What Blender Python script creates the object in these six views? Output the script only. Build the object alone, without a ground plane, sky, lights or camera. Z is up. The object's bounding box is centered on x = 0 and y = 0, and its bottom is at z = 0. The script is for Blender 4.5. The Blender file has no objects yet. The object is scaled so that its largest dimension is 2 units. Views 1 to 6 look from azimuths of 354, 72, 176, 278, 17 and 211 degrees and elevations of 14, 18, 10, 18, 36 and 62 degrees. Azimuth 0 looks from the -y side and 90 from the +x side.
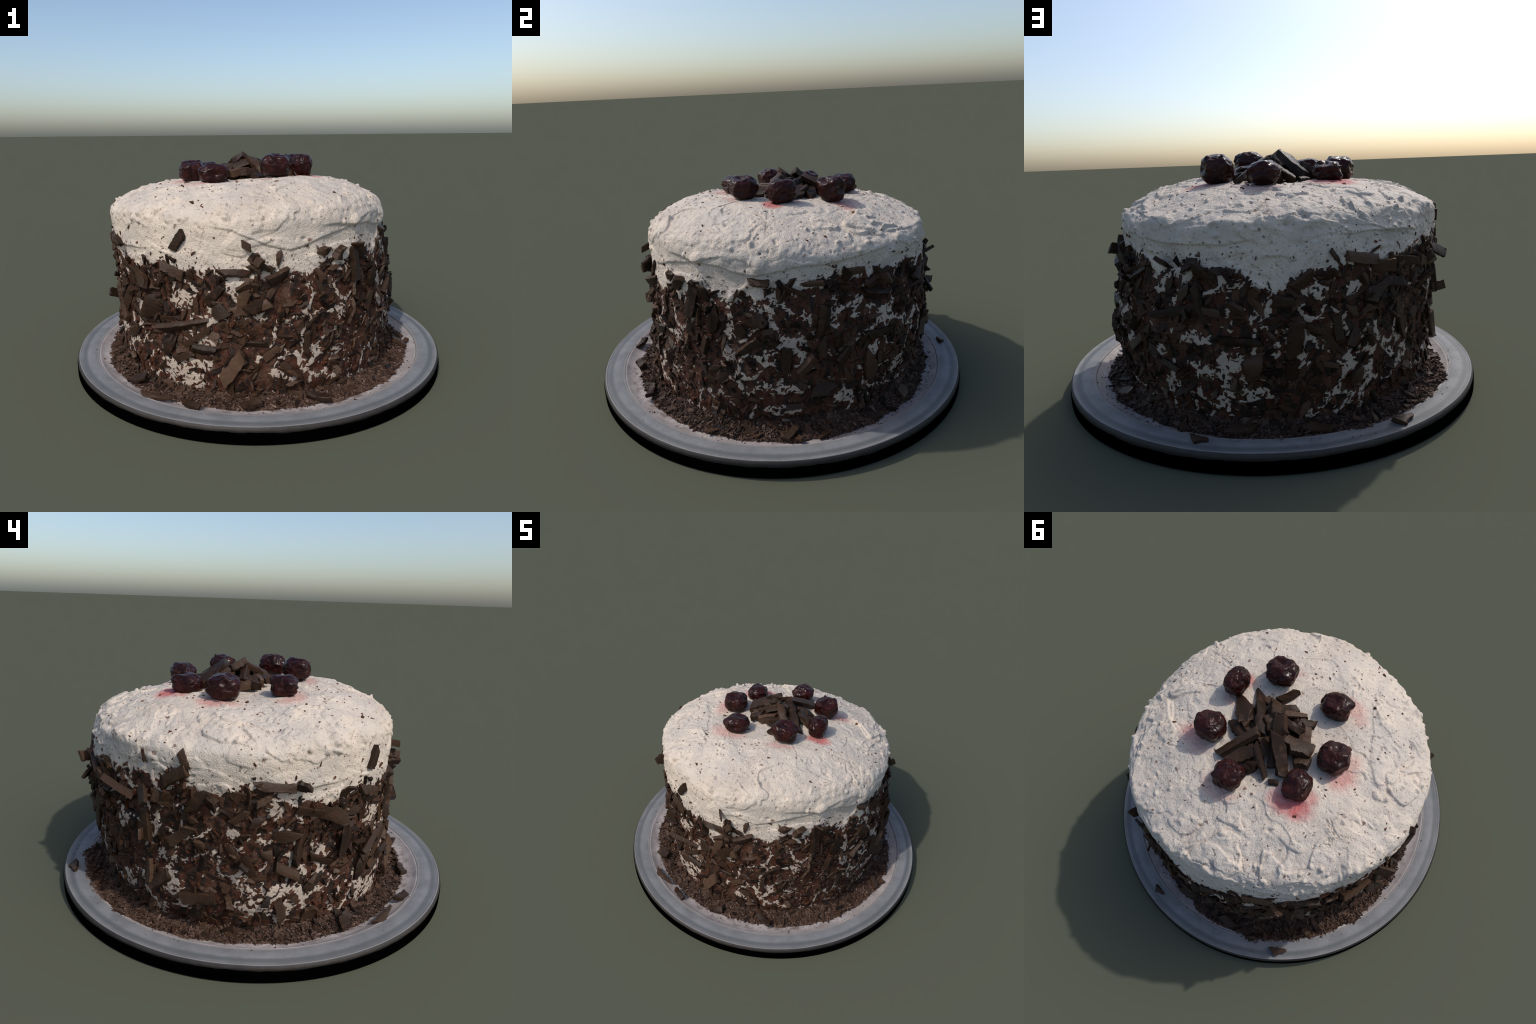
# A frosted chocolate-cherry layer cake standing on a grey metal plate.
# Azimuths are in degrees: 0 faces -y, 90 faces +x.  Units are metres.
import bpy, math
import numpy as np
from mathutils import Matrix, Vector

RNG = np.random.default_rng(20240611)

# --------------------------------------------------------------------------
# 1. MEASURES OF THE CAKE
# --------------------------------------------------------------------------
# profile of the frosted cake: (radius, height), from the middle of the top down
PROFILE = [(0.0, .962), (.15, .964), (.30, .966), (.42, .958), (.52, .941), (.60, .914), (.65, .896),
           (.688, .875), (.712, .854), (.725, .830), (.729, .80), (.730, .74), (.735, .68), (.741, .62),
           (.750, .50), (.753, .38), (.748, .25), (.734, .12), (.722, .035)]
TOP_TILT = (.065, -.058)         # the middle of the top falls away to the back left

# height where the chocolate coating ends and bare frosting begins, by azimuth
COATING_TOP = [
    (-172, 0.654), (-162, 0.706), (-153, 0.675), (-142, 0.672), (-129, 0.691), (-112, 0.713), (-100, 0.74), (-93, 0.669),
    (-87, 0.649), (-74, 0.718), (-64, 0.625), (-56, 0.602), (-48, 0.612), (-38, 0.643), (-25, 0.641), (-11, 0.578),
    (3, 0.608), (13, 0.615), (23, 0.632), (29, 0.629), (40, 0.69), (50, 0.625), (58, 0.691), (67, 0.705),
    (74, 0.673), (81, 0.694), (89, 0.739), (98, 0.717), (108, 0.708), (121, 0.709), (129, 0.659), (143, 0.67),
    (152, 0.678), (159, 0.673), (169, 0.61), (175, 0.584),
]
BARE_PATCHES = [
    (-30, 0.49, 0.046, 0.035), (-25, 0.31, 0.081, 0.036), (-27, 0.19, 0.077, 0.021), (14, 0.65, 0.056, 0.033),
    (-11, 0.54, 0.033, 0.029), (-15, 0.4, 0.024, 0.012), (-3, 0.42, 0.019, 0.019), (-54, 0.35, 0.028, 0.058),
    (0, 0.17, 0.029, 0.021), (21, 0.11, 0.03, 0.016), (-5, 0.23, 0.014, 0.025), (34, 0.54, 0.019, 0.03),
    (50, 0.52, 0.021, 0.055), (49, 0.4, 0.027, 0.036), (69, 0.24, 0.072, 0.022), (67, 0.13, 0.073, 0.023),
    (88, 0.17, 0.043, 0.034), (115, 0.47, 0.019, 0.027), (94, 0.56, 0.027, 0.029), (73, 0.37, 0.019, 0.03),
    (113, 0.23, 0.036, 0.036), (61, 0.62, 0.043, 0.019), (-172, 0.59, 0.046, 0.021), (-162, 0.58, 0.019, 0.025),
    (153, 0.41, 0.058, 0.022), (164, 0.33, 0.038, 0.036), (177, 0.38, 0.016, 0.035), (-175, 0.35, 0.025, 0.045),
    (170, 0.19, 0.075, 0.025), (141, 0.35, 0.025, 0.024), (144, 0.23, 0.024, 0.019), (-161, 0.31, 0.02, 0.028),
    (140, 0.6, 0.031, 0.026), (-103, 0.25, 0.038, 0.059), (-104, 0.37, 0.033, 0.028), (-99, 0.15, 0.041, 0.022),
    (-77, 0.17, 0.06, 0.029), (-65, 0.18, 0.04, 0.024), (-56, 0.42, 0.024, 0.032), (-83, 0.5, 0.022, 0.025),
    (-70, 0.6, 0.022, 0.03), (-88, 0.6, 0.017, 0.02), (-32, 0.47, 0.032, 0.034), (-38, 0.14, 0.054, 0.049),
    (-121, 0.17, 0.041, 0.047), (-61, 0.31, 0.02, 0.022), (-122, 0.48, 0.034, 0.041),
]
LARGE_SHARDS = [
    (-30, 0.747, 0.12, 0.052, 55), (-10, 0.621, 0.16, 0.046, -5), (-33, 0.611, 0.131, 0.049, -17), (-6, 0.467, 0.169, 0.066, 17),
    (-17, 0.444, 0.108, 0.067, 3), (35, 0.618, 0.163, 0.063, -95), (44, 0.542, 0.158, 0.045, 80), (5, 0.678, 0.086, 0.028, 83),
    (4, 0.602, 0.097, 0.046, 21), (-31, 0.364, 0.221, 0.055, 13), (-26, 0.32, 0.155, 0.027, 36), (-38, 0.256, 0.13, 0.046, 56),
    (-32, 0.219, 0.115, 0.041, 27), (-24, 0.267, 0.113, 0.059, -3), (-18, 0.521, 0.11, 0.052, 47), (-14, 0.187, 0.157, 0.108, 52),
    (-15, 0.082, 0.105, 0.035, -87), (11, 0.296, 0.101, 0.029, 88), (21, 0.295, 0.088, 0.025, 64), (-52, 0.562, 0.198, 0.058, -17),
    (-44, 0.435, 0.185, 0.113, 41), (28, 0.682, 0.082, 0.059, 57), (61, 0.727, 0.111, 0.045, -5), (0, 0.643, 0.099, 0.037, -18),
    (15, 0.398, 0.098, 0.039, 52), (31, 0.379, 0.06, 0.051, 69), (-1, 0.259, 0.086, 0.039, 40), (-7, 0.302, 0.114, 0.034, 0),
    (59, 0.56, 0.104, 0.057, 13), (57, 0.449, 0.109, 0.043, 38), (70, 0.69, 0.122, 0.028, 59), (82, 0.559, 0.119, 0.057, 82),
    (76, 0.355, 0.112, 0.068, 50), (69, 0.385, 0.114, 0.053, 81), (89, 0.377, 0.082, 0.059, 45), (99, 0.313, 0.146, 0.061, -81),
    (108, 0.679, 0.146, 0.08, -33), (95, 0.741, 0.102, 0.038, -1), (79, 0.716, 0.117, 0.035, 5), (-3, 0.676, 0.073, 0.053, -100),
    (-3, 0.489, 0.131, 0.054, 28), (22, 0.695, 0.094, 0.042, 14), (102, 0.626, 0.13, 0.069, -13), (103, 0.447, 0.142, 0.036, -5),
    (40, 0.426, 0.093, 0.04, 67), (82, 0.235, 0.116, 0.05, 14), (104, 0.685, 0.15, 0.063, 17), (-159, 0.689, 0.139, 0.049, -11),
    (160, 0.669, 0.098, 0.03, -3), (155, 0.655, 0.097, 0.065, -34), (154, 0.547, 0.142, 0.029, -80), (146, 0.511, 0.202, 0.033, 11),
    (158, 0.52, 0.071, 0.033, -6), (167, 0.414, 0.153, 0.037, -2), (-178, 0.42, 0.127, 0.077, 84), (-169, 0.417, 0.135, 0.037, -59),
    (-166, 0.446, 0.089, 0.033, 95), (171, 0.322, 0.108, 0.058, 68), (-178, 0.289, 0.102, 0.032, -85), (-161, 0.399, 0.073, 0.051, 53),
    (-143, 0.449, 0.22, 0.035, 98), (178, 0.562, 0.076, 0.044, -3), (-177, 0.631, 0.081, 0.035, 35), (-170, 0.643, 0.074, 0.029, 21),
    (-148, 0.555, 0.084, 0.024, 94), (132, 0.37, 0.155, 0.042, 39), (-111, 0.499, 0.136, 0.048, 94), (-111, 0.281, 0.105, 0.05, 91),
    (129, 0.641, 0.117, 0.041, 23), (-142, 0.654, 0.148, 0.045, -9), (144, 0.296, 0.155, 0.032, -6), (-100, 0.731, 0.123, 0.064, 32),
    (-97, 0.8, 0.088, 0.038, -68), (-104, 0.617, 0.102, 0.045, -34), (-94, 0.625, 0.143, 0.043, 45), (-70, 0.699, 0.161, 0.038, -5),
    (-56, 0.571, 0.194, 0.045, -17), (-67, 0.483, 0.153, 0.04, 3), (-67, 0.326, 0.11, 0.065, -28), (-83, 0.412, 0.092, 0.036, -56),
    (-108, 0.25, 0.115, 0.069, 39), (-95, 0.204, 0.143, 0.063, 5), (-70, 0.165, 0.127, 0.048, -76), (-59, 0.249, 0.106, 0.053, 59),
    (-54, 0.345, 0.138, 0.027, -26), (-9, 0.489, 0.108, 0.057, -97), (-99, 0.48, 0.122, 0.045, 40), (-123, 0.617, 0.159, 0.067, -16),
    (-111, 0.79, 0.063, 0.018, 96), (-153, 0.566, 0.135, 0.068, 31), (-96, 0.128, 0.106, 0.069, 55), (-62, 0.429, 0.149, 0.046, 68),
    (-79, 0.361, 0.098, 0.041, -67), (-73, 0.401, 0.061, 0.036, 60),
]

# (azimuth, height, length, width, slope on the wall) of the pieces of chocolate
# that stand out most; the others are strewn by rule.

# where the wall is fuller or leaner than a drum: azimuth, height, half sizes, push
BULGES = [(-120, .20, 45, .16, .013), (15, .10, 45, .12, .016), (-70, .20, 42, .16, .018), (130, .14, 45, .14, -.016), (94, .45, 25, .22, -.012),
          (-58, .42, 25, .20, -.020), (122, .45, 22, .20, .012), (96, .72, 20, .12, -.010), (-88, .80, 30, .10, .020), (130, .80, 25, .10, .012), (-160, .84, 35, .08, -.020), (-48, .84, 22, .08, -.010)]
# swells and hollows of the top: x, y, radius, rise
SWELLS = [(.25, -.32, .24, .017), (-.02, -.42, .20, .006), (.10, .62, .20, -.002), (-.66, .08, .16, .012), (-.40, .64, .16, -.008), (-.36, .40, .18, .015), (-.52, .28, .14, .006), (-.55, -.12, .20, -.009),
          (.45, .50, .20, -.009), (-.33, .22, .16, .005)]
# edges left by the knife in the upper band: height along azimuths
KNIFE_EDGES = [[(-22, .815), (-10, .790), (2, .735), (9, .716), (22, .755), (40, .800), (52, .822)],
               [(18, .800), (34, .795), (52, .765), (60, .752), (72, .785), (90, .792), (112, .825)],
               [(125, .790), (140, .770), (158, .765), (172, .790)],
               [(-170, .800), (-150, .785), (-136, .760), (-128, .790)],
               [(-76, .735), (-68, .700), (-58, .680), (-48, .695), (-42, .700)]]
# pieces that jut out of the wall: azimuth, height, length, width
JUTTING = [(104, .690, .10, .062), (-3, .680, .09, .05), (-6, .745, .075, .042), (-4, .640, .085, .045), (-153, .655, .10, .055),
           (-149, .590, .10, .05), (-111, .630, .11, .05), (-112, .460, .10, .045), (122, .600, .09, .05), (-81, .365, .09, .062),
           (70, .70, .07, .04), (141, .69, .08, .045), (-62, .70, .08, .045), (36, .70, .075, .04), (150, .50, .08, .04), (-130, .56, .085, .045)]

# cherries: centre, size (wide, deep, tall), turn, dimple directions, stem stub or None
CHERRIES = [
    ((.077, -.184, 1.045), (.160, .150, .122), 10, [(.1, -.3, .9), (.9, -.4, -.1)], (.1, .0, 1)),
    ((.241, -.041, 1.038), (.112, .150, .124), 35, [(.9, -.1, -.2), (-.5, -.6, .5)], None),
    ((.228, .231, 1.022), (.150, .140, .132), 60, [(.2, -.5, .8), (.8, .5, .2)], (-.3, .5, .9)),
    ((.030, .399, 1.003), (.142, .140, .108), 20, [(-.2, -.7, .7), (.4, .9, .3)], None),
    ((-.259, .295, .994), (.132, .150, .105), -15, [(.3, .5, .8), (-.9, .3, .3)], (-.7, .6, .4)),
    ((-.343, .105, 1.003), (.155, .155, .125), 80, [(-.1, -.4, .9), (-.8, .5, -.1)], None),
    ((-.236, -.151, 1.008), (.158, .132, .105), 0, [(.1, -1., -.05), (-1., .1, -.1), (.1, .2, 1.)], (-.5, -.9, .0)),
]
# juice stains: centre x, y, radius x, radius y, strength
STAINS = [
    (.262, -.098, .072, .046, .95), (.235, .020, .05, .04, .35), (.300, .262, .085, .052, .60),
    (.265, .305, .075, .05, .35), (.045, .470, .080, .040, .35), (.085, .440, .06, .05, .30),
    (-.270, .375, .095, .058, 1.0), (-.225, .352, .055, .05, .7), (-.322, .318, .05, .045, .6),
    (-.405, .145, .065, .07, .60), (-.420, .065, .05, .05, .35), (-.250, -.215, .095, .045, .40),
    (-.320, -.200, .055, .050, .45), (-.355, -.165, .04, .04, .30), (.070, -.260, .085, .030, .35),
    (-.10, .0, .0, .0, .0),
]
# heap of broken chocolate on top: one end, other end, width
HEAP = [
    ((.195, .002, 0.985), (.080, .140, 1.014), .062), ((.129, -.067, 0.985), (.000, .165, 1.052), .050),
    ((.088, -.051, 0.980), (.018, -.005, 1.005), .048), ((.025, -.060, 0.985), (-.026, -.150, 0.985), .050),
    ((.049, .027, 1.005), (-.078, -.055, 1.009), .050), ((-.021, .065, 1.060), (-.155, .050, 1.003), .050),
    ((-.040, .009, 1.014), (-.137, -.036, 1.000), .036), ((-.117, .018, 1.009), (-.190, -.020, 0.985), .040),
    ((-.153, .006, 1.000), (-.185, .080, 0.980), .060), ((.005, .170, 1.060), (.135, .318, 0.975), .056),
    ((-.013, .235, 1.014), (.070, .325, 0.975), .062), ((.185, .145, 0.975), (.060, .170, 1.005), .060),
    ((-.008, .222, 1.035), (-.111, .318, 0.965), .036), ((-.023, .165, 1.021), (-.062, .235, 0.985), .060),
    ((-.078, .150, 1.073), (-.178, .280, 0.965), .062), ((-.080, .130, 1.038), (-.170, .130, 1.014), .060),
    ((-.135, .150, 1.025), (-.240, .110, 0.980), .075), ((-.186, .190, 0.980), (-.255, .165, 0.980), .055),
    ((-.082, .190, 1.000), (-.112, .265, 0.975), .042), ((-.022, .340, 0.958), (-.038, .250, 1.000), .050),
    ((-.052, .066, 1.088), (-.125, .205, .990), .056), ((-.030, .060, 1.075), (.040, -.050, .995), .050), ((-.133, .325, 0.957), (-.175, .312, 0.962), .034), ((.010, .060, 1.038), (-.050, .125, 1.030), .055),
    ((-.058, .062, 1.074), (-.090, .170, 1.014), .055),
]


# --------------------------------------------------------------------------
# 2. NOISE AND SMALL TOOLS
# --------------------------------------------------------------------------
def _hash(ix, iy, iz, seed):
    h = (ix.astype(np.int64) * 374761393 + iy.astype(np.int64) * 668265263 + iz.astype(np.int64) * 2147483647 + seed * 974711) & 0xFFFFFFFF
    h = ((h ^ (h >> 13)) * 1274126177) & 0xFFFFFFFF
    h = ((h ^ (h >> 16)) * 2246822519) & 0xFFFFFFFF
    return h ^ (h >> 15)


def noise(P, scale=1.0, seed=0):
    """gradient noise, about -1..1; P is (N, 3)"""
    Q = np.asarray(P, float) * scale
    I = np.floor(Q)
    F = Q - I
    I = I.astype(np.int64)
    W = F * F * F * (F * (F * 6 - 15) + 10)
    out = np.zeros(len(Q))
    for dx in (0, 1):
        for dy in (0, 1):
            for dz in (0, 1):
                h = _hash(I[:, 0] + dx, I[:, 1] + dy, I[:, 2] + dz, seed)
                gx = ((h & 255) / 127.5 - 1)
                gy = (((h >> 8) & 255) / 127.5 - 1)
                gz = (((h >> 16) & 255) / 127.5 - 1)
                d = gx * (F[:, 0] - dx) + gy * (F[:, 1] - dy) + gz * (F[:, 2] - dz)
                w = (W[:, 0] if dx else 1 - W[:, 0]) * (W[:, 1] if dy else 1 - W[:, 1]) * (W[:, 2] if dz else 1 - W[:, 2])
                out += d * w
    return out * 1.3


def fbm(P, scale, octaves=4, seed=0, gain=.5):
    s, a, t = 0, 1.0, 0
    for o in range(octaves):
        s = s + a * noise(P, scale * 2.03 ** o, seed + 17 * o)
        t += a
        a *= gain
    return s / t * 1.4


def sstep(a, b, x):
    t = np.clip((x - a) / (b - a), 0, 1)
    return t * t * (3 - 2 * t)


def axis_at(z):
    """the cake leans: centre of its cross-section at height z"""
    return (np.interp(z, [.3, .7], [0, -.043]), np.interp(z, [.05, .30, .55], [.034, .056, .072]))


def coating_top(az_deg):
    a = [p[0] for p in COATING_TOP]
    h = [p[1] for p in COATING_TOP]
    return np.interp(az_deg, [a[-1] - 360] + a + [a[0] + 360], [h[-1]] + h + [h[0]])


def bareness(az_deg, z):
    """1 in the middle of a patch of frosting left bare on the wall, 0 outside"""
    best = np.full(np.shape(az_deg), 9.0)
    for a, h, w, t in BARE_PATCHES:
        u = (np.asarray(az_deg) - a + 180) % 360 - 180
        best = np.minimum(best, np.hypot(u * math.pi / 180 * .75 / (w * 1.3), (z - h) / (t * 1.3)))
    return 1 - sstep(.6, 1.2, best)


def _waves(seed, count, low, high):
    rng = np.random.default_rng(seed)
    out = []
    for _ in range(count):
        k, t, ph = rng.uniform(low, high), rng.uniform(0, math.pi), rng.uniform(0, 6.28)
        out.append((int(round(k * math.cos(t) * .75)), k * math.sin(t), ph))
    return out


WAVES = _waves(77, 10, 18, 46)
DRIFT = _waves(78, 5, 7, 17)


def cream_field(az_deg, z):
    """swirls of frosting squeezed up between the chips: high where cream shows"""
    a = np.radians(az_deg)
    return sum(np.sin(m * a + k * z + p) for m, k, p in WAVES) / math.sqrt(5)


def creaminess(az_deg, z):
    a = np.radians(az_deg)
    drift = sum(np.sin(m * a + k * z + p) for m, k, p in DRIFT) / math.sqrt(2.5)
    vein = (1 - sstep(.22, .58, np.abs(cream_field(az_deg, z)))) * sstep(-.7, .3, drift)
    return np.maximum(vein, bareness(az_deg, z))


def mesh_from(name, V, quads=None, tris=None, smooth=True):
    V = np.asarray(V, np.float32)
    faces = []
    total = 0
    loops = []
    starts = []
    for F in (quads, tris):
        if F is None or len(F) == 0:
            continue
        F = np.asarray(F, np.int32)
        k = F.shape[1]
        loops.append(F.ravel())
        starts.append(total + np.arange(len(F)) * k)
        total += F.size
    loops = np.concatenate(loops)
    starts = np.concatenate(starts)
    m = bpy.data.meshes.new(name)
    m.vertices.add(len(V))
    m.vertices.foreach_set("co", V.ravel())
    m.loops.add(len(loops))
    m.loops.foreach_set("vertex_index", loops.astype(np.int32))
    m.polygons.add(len(starts))
    m.polygons.foreach_set("loop_start", starts.astype(np.int32))
    m.polygons.foreach_set("use_smooth", np.full(len(starts), smooth))
    m.update(calc_edges=True)
    m.validate()
    return m


def obj_from(name, mesh, parent=None, mat=None, matrix=None, kind=None):
    o = bpy.data.objects.new(name, mesh)
    bpy.context.scene.collection.objects.link(o)
    if mat is not None and not mesh.materials:
        mesh.materials.append(mat)
    if parent is not None:
        o.parent = parent
        o.matrix_parent_inverse = Matrix.Translation(parent.location).inverted()
    if matrix is not None:
        o.matrix_basis = matrix
    if kind:
        o["kind"] = kind
    return o


def ring_quads(rows, cols, base=0):
    """quads of a grid closed around its columns"""
    i = np.arange(rows - 1)[:, None] * cols
    j = np.arange(cols)[None, :]
    k = (j + 1) % cols
    return (np.stack([i + j, i + cols + j, i + cols + k, i + k], -1).reshape(-1, 4) + base)


def lathe(profile, cols, wobble=None):
    """surface of revolution about z, outline (r, z) going outward/down"""
    a = np.linspace(0, 2 * np.pi, cols, endpoint=False)
    V = []
    for r, z in profile:
        V.append(np.stack([r * np.sin(a), -r * np.cos(a), np.full(cols, z)], -1))
    V = np.concatenate(V)
    if wobble is not None:
        V = wobble(V)
    return V, ring_quads(len(profile), cols)


# --------------------------------------------------------------------------
# 3. MATERIALS
# --------------------------------------------------------------------------
class Nodes:
    """short-hand for building a node tree"""

    def __init__(self, name):
        self.mat = bpy.data.materials.new(name)
        self.mat.use_nodes = True
        self.t = self.mat.node_tree
        self.t.nodes.clear()
        self.out = self.t.nodes.new("ShaderNodeOutputMaterial")
        self.b = self.t.nodes.new("ShaderNodeBsdfPrincipled")
        self.t.links.new(self.b.outputs[0], self.out.inputs[0])
        self.co = self.t.nodes.new("ShaderNodeTexCoord").outputs["Object"]

    def put(self, sock, v):
        if hasattr(v, "is_linked") or isinstance(v, bpy.types.NodeSocket):
            self.t.links.new(v, sock)
        else:
            sock.default_value = v

    def math(self, op, a, b=None, c=None, clamp=False):
        n = self.t.nodes.new("ShaderNodeMath")
        n.operation = op
        n.use_clamp = clamp
        for i, v in enumerate((a, b, c)):
            if v is not None:
                self.put(n.inputs[i], v)
        return n.outputs[0]

    def vmath(self, op, a, b=None, out=0):
        n = self.t.nodes.new("ShaderNodeVectorMath")
        n.operation = op
        self.put(n.inputs[0], a)
        if b is not None:
            if op == "SCALE":
                self.put(n.inputs["Scale"], b)
            else:
                self.put(n.inputs[1], b)
        return n.outputs[out]

    def noise(self, scale, detail=4, rough=.55, vec=None, colour=False, distortion=0):
        n = self.t.nodes.new("ShaderNodeTexNoise")
        self.put(n.inputs["Vector"], self.co if vec is None else vec)
        n.inputs["Scale"].default_value = scale
        n.inputs["Detail"].default_value = detail
        n.inputs["Roughness"].default_value = rough
        n.inputs["Distortion"].default_value = distortion
        return n.outputs["Color" if colour else "Fac"]

    def voronoi(self, scale, vec=None):
        n = self.t.nodes.new("ShaderNodeTexVoronoi")
        self.put(n.inputs["Vector"], self.co if vec is None else vec)
        n.inputs["Scale"].default_value = scale
        return n.outputs["Distance"], n.outputs["Color"]

    def step(self, x, lo, hi, a=0.0, b=1.0):
        n = self.t.nodes.new("ShaderNodeMapRange")
        n.interpolation_type = "SMOOTHSTEP"
        for s, v in zip(("Value", "From Min", "From Max", "To Min", "To Max"), (x, lo, hi, a, b)):
            self.put(n.inputs[s], v)
        return n.outputs[0]

    def mix(self, f, a, b, kind="MIX"):
        n = self.t.nodes.new("ShaderNodeMix")
        n.data_type = "RGBA"
        n.blend_type = kind
        self.put(n.inputs[0], f)
        for s, v in ((n.inputs[6], a), (n.inputs[7], b)):
            self.put(s, (*v, 1) if isinstance(v, tuple) else v)
        return n.outputs[2]

    def xyz(self, v):
        n = self.t.nodes.new("ShaderNodeSeparateXYZ")
        self.put(n.inputs[0], v)
        return n.outputs

    def combine(self, x, y, z):
        n = self.t.nodes.new("ShaderNodeCombineXYZ")
        for i, v in enumerate((x, y, z)):
            self.put(n.inputs[i], v)
        return n.outputs[0]

    def bump(self, height, strength=.3, distance=.005):
        n = self.t.nodes.new("ShaderNodeBump")
        n.inputs["Strength"].default_value = strength
        n.inputs["Distance"].default_value = distance
        self.put(n.inputs["Height"], height)
        self.put(self.b.inputs["Normal"], n.outputs[0])

    def set(self, **kw):
        for k, v in kw.items():
            self.put(self.b.inputs[k.replace("_", " ")], (*v, 1) if isinstance(v, tuple) else v)
        return self.mat


CREAM = (.630, .535, .438)
CREAM_COOL = (.525, .462, .398)
COCOA_RED = (.058, .0190, .0092)
COCOA_DARK = (.020, .011, .0072)  # cocoa darkened so the shade deep between chips is in its colour
JUICE = (.50, .115, .11)


def frosting_material():
    n = Nodes("whipped_cream")
    x, y, z = n.xyz(n.co)
    # where on the wall: azimuth and height
    lean = n.t.nodes.new("ShaderNodeMapRange")
    n.put(lean.inputs[0], z)
    for i, v in enumerate((.3, .7, 0, -.043)):
        lean.inputs[i + 1].default_value = v
    px = n.math("SUBTRACT", x, lean.outputs[0])
    py = n.math("SUBTRACT", .068, y)
    az = n.math("ARCTAN2", px, py)
    turn = n.math("MULTIPLY_ADD", az, 1 / (2 * math.pi), .5)
    curve = n.t.nodes.new("ShaderNodeFloatCurve")
    n.put(curve.inputs["Value"], turn)
    pts = curve.mapping.curves[0].points
    table = [(0.0, float(coating_top(-180)))] + [((a + 180) / 360, h) for a, h in COATING_TOP] + [(1.0, float(coating_top(180)))]
    pts[0].location, pts[1].location = table[0], table[-1]
    for p in table[1:-1]:
        pts.new(*p)
    for p in pts:
        p.handle_type = "VECTOR"
    curve.mapping.update()
    limit = curve.outputs[0]
    # ragged flecks
    ragged = n.vmath("SUBTRACT", n.noise(20, 3, .6, colour=True), (.5, .5, .5))
    wall = n.combine(n.math("MULTIPLY", az, .75), z, 0.0)
    wall = n.vmath("ADD", wall, n.vmath("SCALE", ragged, .085))
    near = None
    for a, h, w, t in BARE_PATCHES:
        d = n.vmath("SUBTRACT", wall, (math.radians(a) * .75, h, 0))
        d = n.vmath("MULTIPLY", d, (1 / (w * 1.35), 1 / (t * 1.35), 0))
        d = n.vmath("LENGTH", d, out=1)
        near = d if near is None else n.math("MINIMUM", near, d)
    patch = n.step(near, .65, 1.15)
    height = n.math("MULTIPLY_ADD", n.math("SUBTRACT", n.noise(8, 3, .6), .5), .16, n.math("SUBTRACT", limit, z))
    below = n.step(height, -.025, .03)
    def waves(table, norm, wander):
        total = None
        for m, k, p in table:
            s = n.math("MULTIPLY_ADD", az, float(m), n.math("MULTIPLY_ADD", z, k, p))
            s = n.math("SINE", n.math("MULTIPLY_ADD", n.xyz(ragged)[0], wander, s))
            total = s if total is None else n.math("ADD", total, s)
        return n.math("MULTIPLY", total, norm)
    swirl = n.math("ABSOLUTE", waves(WAVES, 1 / math.sqrt(5), 3.0))
    drift = waves(DRIFT, 1 / math.sqrt(2.5), 1.0)
    vein = n.math("MULTIPLY", n.step(swirl, .22, .58, 1.0, 0.0), n.step(drift, -.7, .3))
    creamy = n.math("MAXIMUM", vein, n.math("SUBTRACT", 1.0, patch))
    above = n.step(height, -.14, -.03)
    # crumbs are smeared in short strokes that cross each other
    cocoa = None
    for turn_by, seed, cut in ((62, 1.3, .445), (-18, 5.1, .46), (118, 9.7, .46), (20, 15.2, .47)):
        rot = n.t.nodes.new("ShaderNodeMapping")
        rot.vector_type = "TEXTURE"
        rot.inputs["Rotation"].default_value = (0, 0, math.radians(turn_by))
        rot.inputs["Location"].default_value = (seed, 0, 0)
        n.put(rot.inputs["Vector"], n.vmath("ADD", n.combine(n.math("MULTIPLY", az, .75), z, 0.0), n.vmath("SCALE", ragged, .045)))
        q = n.noise(1.0, 1, .5, vec=n.vmath("MULTIPLY", rot.outputs[0], (25, 46, 0)))
        lim_q = n.math("ADD", n.math("MULTIPLY_ADD", creamy, .175, cut), n.step(height, -.03, .03, .25, 0.0))
        s = n.math("SUBTRACT", q, lim_q)
        cocoa = s if cocoa is None else n.math("MAXIMUM", cocoa, s)
    stain = n.math("MULTIPLY", n.step(cocoa, -.11, .01), n.step(n.noise(13, 4, .6), .35, .7, .25, .85))
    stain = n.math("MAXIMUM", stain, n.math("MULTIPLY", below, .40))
    stain = n.math("MULTIPLY", stain, n.step(height, -.10, .02))
    cocoa = n.math("MULTIPLY", n.step(cocoa, 0.0, .016), above)
    # the cream itself
    cream = n.mix(n.step(n.noise(7, 5, .6), .35, .65), CREAM, CREAM_COOL)
    cream = n.mix(n.step(n.noise(60, 3, .6), .55, .75, 0, .25), cream, (.46, .345, .285))
    cream = n.mix(n.step(n.noise(4.5, 5, .6), .48, .72, 0, .5), cream, (.47, .385, .310))
    cream = n.mix(n.step(n.noise(34, 6, .7), .56, .70, 0, .55), cream, (.33, .27, .225))  # grey-brown blotches paint the darkness of small pits into the cream
    # tiny crumbs stirred into it
    for scale, keep_from, big, strength, tone in ((24, .66, .24, 1.0, (.19, .115, .08)), (48, .50, .30, .95, (.24, .165, .125)), (105, .42, .36, .85, (.27, .20, .16))):
        d, c = n.voronoi(scale, n.vmath("ADD", n.vmath("ADD", n.co, n.vmath("SCALE", ragged, .03)), n.vmath("SCALE", n.vmath("SUBTRACT", n.noise(120, 2, .6, colour=True), (.5, .5, .5)), .55 / scale)))
        pick = n.xyz(c)
        gate = n.step(pick[0], keep_from, keep_from + .03)
        size = n.math("MULTIPLY_ADD", pick[1], big, .05)
        speck = n.math("MULTIPLY", n.math("SUBTRACT", 1.0, n.step(d, n.math("MULTIPLY", size, .5), size)), gate)
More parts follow.
